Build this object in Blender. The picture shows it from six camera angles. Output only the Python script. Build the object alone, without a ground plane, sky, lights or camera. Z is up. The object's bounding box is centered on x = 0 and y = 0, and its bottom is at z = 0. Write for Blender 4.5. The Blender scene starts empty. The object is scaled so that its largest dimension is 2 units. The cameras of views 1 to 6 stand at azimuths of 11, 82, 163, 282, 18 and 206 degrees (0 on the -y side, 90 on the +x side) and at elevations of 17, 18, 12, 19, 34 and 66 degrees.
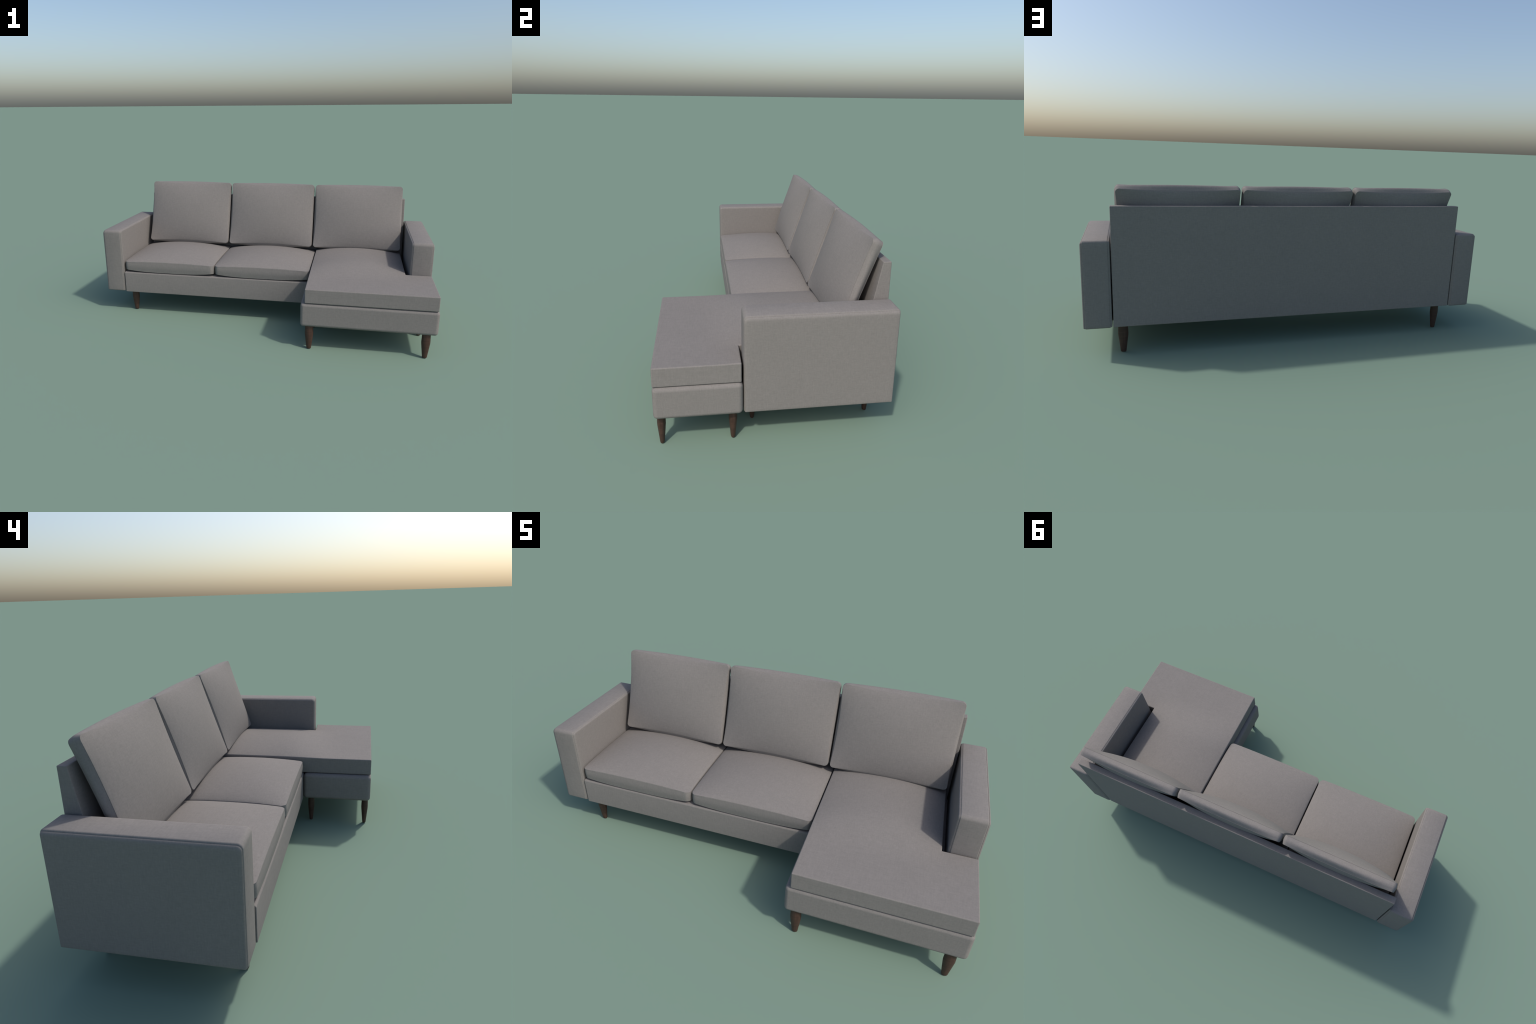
# Three-seat upholstered corner sofa with a chaise on one side, built part by part.
import bpy, bmesh, math
from mathutils import Vector, Matrix

# ------------------------------------------------------------------ materials
def nodes_of(mat):
    mat.use_nodes = True
    nt = mat.node_tree
    nt.nodes.clear()
    out = nt.nodes.new("ShaderNodeOutputMaterial")
    bsdf = nt.nodes.new("ShaderNodeBsdfPrincipled")
    nt.links.new(bsdf.outputs[0], out.inputs[0])
    return nt, bsdf


def math_node(nt, op, a, b):
    n = nt.nodes.new("ShaderNodeMath")
    n.operation = op
    for i, v in enumerate((a, b)):
        if isinstance(v, (int, float)):
            n.inputs[i].default_value = v
        else:
            nt.links.new(v, n.inputs[i])
    return n.outputs[0]


def fabric_material():
    """Greyish taupe plain weave: threads along each axis, slight mottling, fine bump."""
    mat = bpy.data.materials.new("taupe_weave")
    nt, bsdf = nodes_of(mat)
    tc = nt.nodes.new("ShaderNodeTexCoord")

    def noise(scale_vec, detail=2.0):
        mp = nt.nodes.new("ShaderNodeMapping")
        mp.inputs["Scale"].default_value = scale_vec
        nt.links.new(tc.outputs["Object"], mp.inputs["Vector"])
        n = nt.nodes.new("ShaderNodeTexNoise")
        n.inputs["Scale"].default_value = 1.0
        n.inputs["Detail"].default_value = detail
        n.inputs["Roughness"].default_value = 0.55
        nt.links.new(mp.outputs[0], n.inputs["Vector"])
        return n.outputs["Fac"]

    fine, long_ = 210.0, 40.0
    tx = noise((long_, fine, fine))
    ty = noise((fine, long_, fine))
    tz = noise((fine, fine, long_))
    weave = math_node(nt, "ADD", math_node(nt, "ADD", tx, ty), tz)
    weave = math_node(nt, "MULTIPLY", weave, 1.0 / 3.0)
    mottle = noise((9.0, 9.0, 9.0), 4.0)
    mixv = math_node(nt, "ADD", math_node(nt, "MULTIPLY", weave, 0.9), math_node(nt, "MULTIPLY", mottle, 0.1))
    ramp = nt.nodes.new("ShaderNodeValToRGB")
    ramp.color_ramp.elements[0].position = 0.30
    ramp.color_ramp.elements[0].color = (0.180, 0.1665, 0.155, 1)
    ramp.color_ramp.elements[1].position = 0.70
    ramp.color_ramp.elements[1].color = (0.238, 0.2195, 0.2045, 1)
    nt.links.new(mixv, ramp.inputs[0])
    nt.links.new(ramp.outputs[0], bsdf.inputs["Base Color"])
    bump = nt.nodes.new("ShaderNodeBump")
    bump.inputs["Strength"].default_value = 0.08
    bump.inputs["Distance"].default_value = 0.0015
    nt.links.new(weave, bump.inputs["Height"])
    nt.links.new(bump.outputs[0], bsdf.inputs["Normal"])
    bsdf.inputs["Roughness"].default_value = 0.92
    bsdf.inputs["Specular IOR Level"].default_value = 0.25
    return mat


def wood_material():
    """Dark walnut with faint grain along the leg and turning rings across it."""
    mat = bpy.data.materials.new("dark_walnut")
    nt, bsdf = nodes_of(mat)
    tc = nt.nodes.new("ShaderNodeTexCoord")
    vals = []
    for sc in ((160.0, 160.0, 9.0), (12.0, 12.0, 170.0)):
        mp = nt.nodes.new("ShaderNodeMapping")
        mp.inputs["Scale"].default_value = sc
        nt.links.new(tc.outputs["Object"], mp.inputs["Vector"])
        n = nt.nodes.new("ShaderNodeTexNoise")
        n.inputs["Scale"].default_value = 1.0
        n.inputs["Detail"].default_value = 4.0
        nt.links.new(mp.outputs[0], n.inputs["Vector"])
        vals.append(n.outputs["Fac"])
    fac = math_node(nt, "MULTIPLY", math_node(nt, "ADD", vals[0], vals[1]), 0.5)
    ramp = nt.nodes.new("ShaderNodeValToRGB")
    ramp.color_ramp.elements[0].position = 0.32
    ramp.color_ramp.elements[0].color = (0.036, 0.0185, 0.0128, 1)
    ramp.color_ramp.elements[1].position = 0.68
    ramp.color_ramp.elements[1].color = (0.080, 0.043, 0.0305, 1)
    nt.links.new(fac, ramp.inputs[0])
    nt.links.new(ramp.outputs[0], bsdf.inputs["Base Color"])
    bsdf.inputs["Roughness"].default_value = 0.5
    bsdf.inputs["Specular IOR Level"].default_value = 0.35
    return mat


FABRIC = fabric_material()
WOOD = wood_material()

# ------------------------------------------------------------------ helpers
sofa = bpy.data.objects.new("sectional_sofa", None)
bpy.context.scene.collection.objects.link(sofa)
sofa["label"] = "grey-taupe fabric corner sofa with chaise and tapered wooden legs"
sofa["category"] = "sofa"


def add_object(name, mesh, mat, matrix=None):
    mesh.materials.clear()
    mesh.materials.append(mat)
    ob = bpy.data.objects.new(name, mesh)
    bpy.context.scene.collection.objects.link(ob)
    ob.parent = sofa
    if matrix is not None:
        ob.matrix_local = matrix
    return ob


def finish(name, bm, sharp_deg=30.0):
    bmesh.ops.recalc_face_normals(bm, faces=bm.faces)
    for f in bm.faces:
        f.smooth = True
    me = bpy.data.meshes.new(name)
    bm.to_mesh(me)
    bm.free()
    if sharp_deg:
        me.set_sharp_from_angle(angle=math.radians(sharp_deg))
    return me


def skin_rings(bm, rings, cap_start=True, cap_end=True):
    """Join equal-length closed rings of points by quads; fan-cap the ends."""
    vs = [[bm.verts.new(p) for p in ring] for ring in rings]
    n = len(vs[0])
    for a, b in zip(vs, vs[1:]):
        for i in range(n):
            j = (i + 1) % n
            bm.faces.new((a[i], a[j], b[j], b[i]))
    for cap, ring in ((cap_start, vs[0]), (cap_end, vs[-1])):
        if cap:
            c = bm.verts.new(sum((v.co for v in ring), Vector()) / n)
            for i in range(n):
                bm.faces.new((ring[i], ring[(i + 1) % n], c))


def rounded_rect(x0, x1, y0, y1, radii, side=20, corner=8):
    """Points and outward normals round a rectangle; radii for corners
    (x0y0, x1y0, x1y1, x0y1)."""
    cs = [(x0, y0, 1, 1), (x1, y0, -1, 1), (x1, y1, -1, -1), (x0, y1, 1, -1)]
    pts = []
    arcs = []
    for k, (cx, cy, sx, sy) in enumerate(cs):
        r = radii[k]
        ox, oy = cx + sx * r, cy + sy * r
        a0 = math.pi + k * math.pi / 2
        arcs.append([(ox + r * math.cos(a0 + t * math.pi / 2 / corner),
                      oy + r * math.sin(a0 + t * math.pi / 2 / corner),
                      math.cos(a0 + t * math.pi / 2 / corner),
                      math.sin(a0 + t * math.pi / 2 / corner)) for t in range(corner + 1)])
    for k in range(4):
        pts += arcs[k]
        p, q = arcs[k][-1], arcs[(k + 1) % 4][0]
        for i in range(1, side):
            t = i / side
            pts.append((p[0] + (q[0] - p[0]) * t, p[1] + (q[1] - p[1]) * t, p[2], p[3]))
    return pts


def boxed_cushion(name, a, b, r, t, dome_top, dome_bottom, lift_top, lift_bottom, band_x, band_y,
                  bow_x=0.0, bow_y=0.0, power=1.0, seam_w=0.002, seam_d=0.0, sharp=32,
                  taper_x=0.0, taper_y=0.0, lean=0.0, ends=0.65, corner_pow=2.0):
    """Box cushion with two stitched seams: outline a x b (half sizes), corner radius r, half seam
    height t, domed faces and a puffed side band (band_x on the x sides, band_y on the y sides).
    lift_* bow the seams up/down in the middle of a side, bow_* push them outwards; the lower face may
    be smaller by taper_* and lean away (thicker towards +y) by lean. ends is the band's puff left at
    the corners. seam_d > 0 cuts a groove at the seams."""
    outline = rounded_rect(-a, a, -b, b, (r,) * 4, side=26, corner=8)

    def field(x, y):
        return max(-1, min(1, x / a)), max(-1, min(1, y / b))

    def plan(x, y, s):
        """Position in plan at height fraction s (0 lower seam, 1 upper seam)."""
        u, v = field(x, y)
        x2 = x + (1 - v * v) * bow_x * u ** 3 - (1 - s) * taper_x * u
        y2 = y + (1 - u * u) * bow_y * v ** 3 - (1 - s) * taper_y * v
        return x2, y2

    def height(x, y, dome, lift):
        u, v = field(x, y)
        return t + lift * (1 - abs(u * v) ** corner_pow) + dome * max(0.0, (1 - u * u) * (1 - v * v)) ** power

    def face_ring(k, sign, dome, lift):
        ring = []
        for (px, py, nx, ny) in outline:
            x, y = px * k, py * k
            z = sign * height(x, y, dome, lift) - (lean * y / b if sign < 0 else 0.0)
            ring.append(plan(x, y, 0.0 if sign < 0 else 1.0) + (z,))
        return ring

    ks = [0.06 + 0.94 * (1 - (1 - i / 26) ** 1.6) for i in range(27)]
    rings = [face_ring(k, -1, dome_bottom, lift_bottom) for k in ks]

    def edge(inset, s, dz):
        """Ring on the side band."""
        ring = []
        for (px, py, nx, ny) in outline:
            u, v = field(px, py)
            zt = height(px, py, dome_top, lift_top)
            zb = -height(px, py, dome_bottom, lift_bottom) - lean * py / b
            x, y = plan(px, py, s)
            w = (band_x * nx * nx + band_y * ny * ny) * (ends + (1 - ends) * (1 - u * u * v * v)) * math.sin(math.pi * s) ** 1.3
            ring.append((x + nx * (w - inset), y + ny * (w - inset), zb + (zt - zb) * s + dz))
        return ring

    if seam_d > 0:
        rings += [edge(seam_d, 0.0, seam_w / 2), edge(0.0, 0.0, seam_w)]
    rings += [edge(0.0, i / 18, 0.0) for i in range(1, 18)]
    if seam_d > 0:
        rings += [edge(0.0, 1.0, -seam_w), edge(seam_d, 1.0, -seam_w / 2)]
    rings += [face_ring(k, 1, dome_top, lift_top) for k in reversed(ks)]
    bm = bmesh.new()
    skin_rings(bm, rings)
    return finish(name, bm, sharp)


def box_mesh(name, x0, x1, y0, y1, z0, z1, top_front=0.0):
    """Plain block; top_front rounds the long top edge on the front only."""
    bm = bmesh.new()
    bmesh.ops.create_cube(bm, size=1.0)
    for v in bm.verts:
        v.co = Vector((x0 if v.co.x < 0 else x1, y0 if v.co.y < 0 else y1, z0 if v.co.z < 0 else z1))
    if top_front:
        es = [e for e in bm.edges if all(abs(v.co.y - y0) < 1e-6 and abs(v.co.z - z1) < 1e-6 for v in e.verts)]
        bmesh.ops.bevel(bm, geom=es, offset=top_front, segments=4, profile=0.5, affect="EDGES")
    return finish(name, bm, 0)


def bevel(ob, width, segs=4, angle=35):
    m = ob.modifiers.new("soft_edges", "BEVEL")
    m.width, m.segments = width, segs
    m.limit_method, m.angle_limit = "ANGLE", math.radians(angle)
    m.harden_normals = True
    return ob


# ------------------------------------------------------------------ arms
def arm_mesh(name, x0, x1, y0, y1, z0, z1, outer):
    """Arm as a stuffed slab: a strip runs round front, top and back; the two side panels are
    sewn to it along the rounded edge, leaving a hair-thin sunken seam."""
    r_front, r_back, r_bottom = 0.018, 0.011, 0.009

    def ring(x, d, top=1.0):
        rs = tuple(max(q - 0.7 * d, 0.002) for q in (r_bottom, r_bottom, r_back, r_front))
        return [(x, p[0], p[1]) for p in rounded_rect(y0 + 0.6 * d, y1 - 0.5 * d, z0 + 0.45 * d, z1 - top * d, rs, side=14, corner=6)]

    def side(sign):
        xf = x1 if sign > 0 else x0
        out = []
        yc, zc = (y0 + y1) / 2, (z0 + z1) / 2
        base = ring(xf, 0.0145, 1.25 if sign == outer else 0.6)
        puff = 0.0008
        for k in (0.03, 0.2, 0.4, 0.6, 0.75, 0.87, 0.95):
            out.append([(xf + sign * puff * (1 - k ** 3), yc + (p[1] - yc) * k, zc + (p[2] - zc) * k) for p in base])
        # (depth from the side face, inset from the outline), face to seam to strip
        for dx, d in ((0.0, 0.0145), (0.0004, 0.0115), (0.0015, 0.0085), (0.0035, 0.0060), (0.0066, 0.0042),
                      (0.0076, 0.0052), (0.0086, 0.0024), (0.0105, 0.0009), (0.0135, 0.0)):
            out.append(ring(xf - sign * dx, d, 1.25 if sign == outer else 0.6))
        return out

    bm = bmesh.new()
    skin_rings(bm, side(-1) + list(reversed(side(1))))
    return finish(name, bm, 40)


ARM = dict(y0=-0.1260, y1=0.466, z0=0.1365, z1=0.5355)
add_object("arm", arm_mesh("arm", -0.9992, -0.877, outer=-1, **ARM), FABRIC)
add_object("arm", arm_mesh("arm", 0.873, 0.9945, outer=1, **ARM), FABRIC)

# ------------------------------------------------------------------ backrest panel (wedge)
bm = bmesh.new()
prof = [(0.4625, 0.139), (0.4625, 0.684), (0.429, 0.684), (0.352, 0.276), (0.352, 0.139)]
ends = [[bm.verts.new((x, y, z)) for y, z in prof] for x in (-0.8715, 0.8675)]
n = len(prof)
bm.faces.new(ends[0])
bm.faces.new(list(reversed(ends[1])))
for i in range(n):
    j = (i + 1) % n
    bm.faces.new((ends[0][i], ends[0][j], ends[1][j], ends[1][i]))
bevel(add_object("backrest", finish("backrest", bm, 0), FABRIC), 0.003, 3)

# ------------------------------------------------------------------ bases
bevel(add_object("seat_base", box_mesh("seat_base", -0.8715, 0.8735, -0.1275, 0.36, 0.135, 0.2675, 0.009), FABRIC), 0.003, 3, 50)
bevel(add_object("chaise_base", box_mesh("chaise_base", 0.287, 1.000, -0.466, -0.1290, 0.1345, 0.2690), FABRIC), 0.018, 6)

# ------------------------------------------------------------------ seat cushions
SEAT_Y0, SEAT_Y1 = -0.125, 0.365
seat_mesh = boxed_cushion("seat_cushion", 0.2905, (SEAT_Y1 - SEAT_Y0) / 2, 0.024, 0.0235,
                          0.046, 0.0, 0.008, 0.0138, 0.0015, 0.003, power=0.75, sharp=50, corner_pow=3.0)
for cx in (-0.5765, 0.0120):
    add_object("seat_cushion", seat_mesh, FABRIC, Matrix.Translation((cx, (SEAT_Y0 + SEAT_Y1) / 2, 0.3095)))

# ------------------------------------------------------------------ chaise cushion (L-shaped)
def chaise_cushion():
    x0, xn, x1 = 0.309, 0.850, 0.993
    y0, yn, y1 = -0.4645, -0.134, 0.365
    zb, zt = 0.2705, 0.350

    def spread(a, b, n):
        return [a + (b - a) * i / n for i in range(n + 1)]

    xs = spread(x0, xn, 36) + spread(xn, x1, 8)[1:]
    ys = spread(y0, yn, 20) + spread(yn, y1, 30)[1:]

    def z(x, y):
        u = max(-1.0, min(1.0, (x - (x0 + xn) / 2) / ((xn - x0) / 2)))
        g = max(0.0, min(1.0, (y + 0.27) / 0.26))
        g = g * g * (3 - 2 * g)
        tail = max(0.0, min(1.0, (y1 - y) / 0.11)) ** 0.5
        return zt + 0.003 * g + 0.034 * g * tail * max(0.0, 1 - u * u) ** 0.9

    bm = bmesh.new()
    top, bot = {}, {}

    def vert(store, i, j, zz):
        if (i, j) not in store:
            store[(i, j)] = bm.verts.new((xs[i], ys[j], zz))
        return store[(i, j)]

    inside = lambda i, j: not ((xs[i] + xs[i + 1]) / 2 > xn and (ys[j] + ys[j + 1]) / 2 > yn)
    for i in range(len(xs) - 1):
        for j in range(len(ys) - 1):
            if inside(i, j):
                quad = ((i, j), (i + 1, j), (i + 1, j + 1), (i, j + 1))
                bm.faces.new([vert(top, p, q, z(xs[p], ys[q])) for p, q in quad])
                bm.faces.new([vert(bot, p, q, zb) for p, q in reversed(quad)])
    rim = [e for e in bm.edges if len(e.link_faces) == 1 and all(v in set(top.values()) for v in e.verts)]
    key = {v: k for k, v in top.items()}
    for e in rim:
        a, b = e.verts
        bm.faces.new((a, b, bot[key[b]], bot[key[a]]))
    return finish("chaise_cushion", bm, 0)


bevel(add_object("chaise_cushion", chaise_cushion(), FABRIC), 0.005, 3, 40)

# ------------------------------------------------------------------ back cushions
tilt = math.radians(18.3)
along = Vector((0, math.sin(tilt), math.cos(tilt)))       # up the cushion
front = Vector((0, -math.cos(tilt), math.sin(tilt)))      # towards the sitter
bottom_mid, top_mid = Vector((0, 0.2612, 0.3797)), Vector((0, 0.3915, 0.7722))
half_h = (top_mid - bottom_mid).length / 2
half_t = 0.0195
back_mesh = boxed_cushion("back_cushion", 0.2795, half_h, 0.0205, half_t,
                          0.034, 0.040, 0.001, 0.003, 0.0125, 0.0185, bow_x=-0.0105, bow_y=-0.0095, power=0.85,
                          seam_w=0.0016, seam_d=0.0007, taper_x=0.002, taper_y=0.002, lean=0.0055, ends=0.16, sharp=15)
for cx in (-0.5685, -0.0005, 0.5675):
    mid = (bottom_mid + top_mid) / 2 - front * half_t + Vector((cx, 0, 0))
    m = Matrix(((1, 0, 0, mid.x), (0, along.y, front.y, mid.y), (0, along.z, front.z, mid.z), (0, 0, 0, 1)))
    add_object("back_cushion", back_mesh, FABRIC, m)

# ------------------------------------------------------------------ legs (turned, tapered)
def leg_mesh():
    prof = [(0.0090, 0.0), (0.0112, 0.0008), (0.0124, 0.0030), (0.0131, 0.0070), (0.0160, 0.0300), (0.0190, 0.0540),
            (0.0216, 0.0740), (0.0228, 0.0840), (0.0231, 0.0900), (0.0229, 0.0980), (0.0220, 0.1300), (0.0217, 0.1500)]
    seg = 32
    bm = bmesh.new()
    skin_rings(bm, [[(rr * math.cos(2 * math.pi * i / seg), 0.72 * rr * math.sin(2 * math.pi * i / seg), z) for i in range(seg)]
                    for rr, z in prof])
    return finish("leg", bm, 40)


leg = leg_mesh()
LEG_SPOTS = [(-0.8285, -0.078), (0.826, -0.078), (-0.8275, 0.410), (0.828, 0.410),      # under the seat
             (0.336, -0.441), (0.945, -0.441), (0.336, -0.1655), (0.943, -0.1655)]      # under the chaise
for x, y in LEG_SPOTS:
    add_object("leg", leg, WOOD, Matrix.Translation((x, y, 0)))
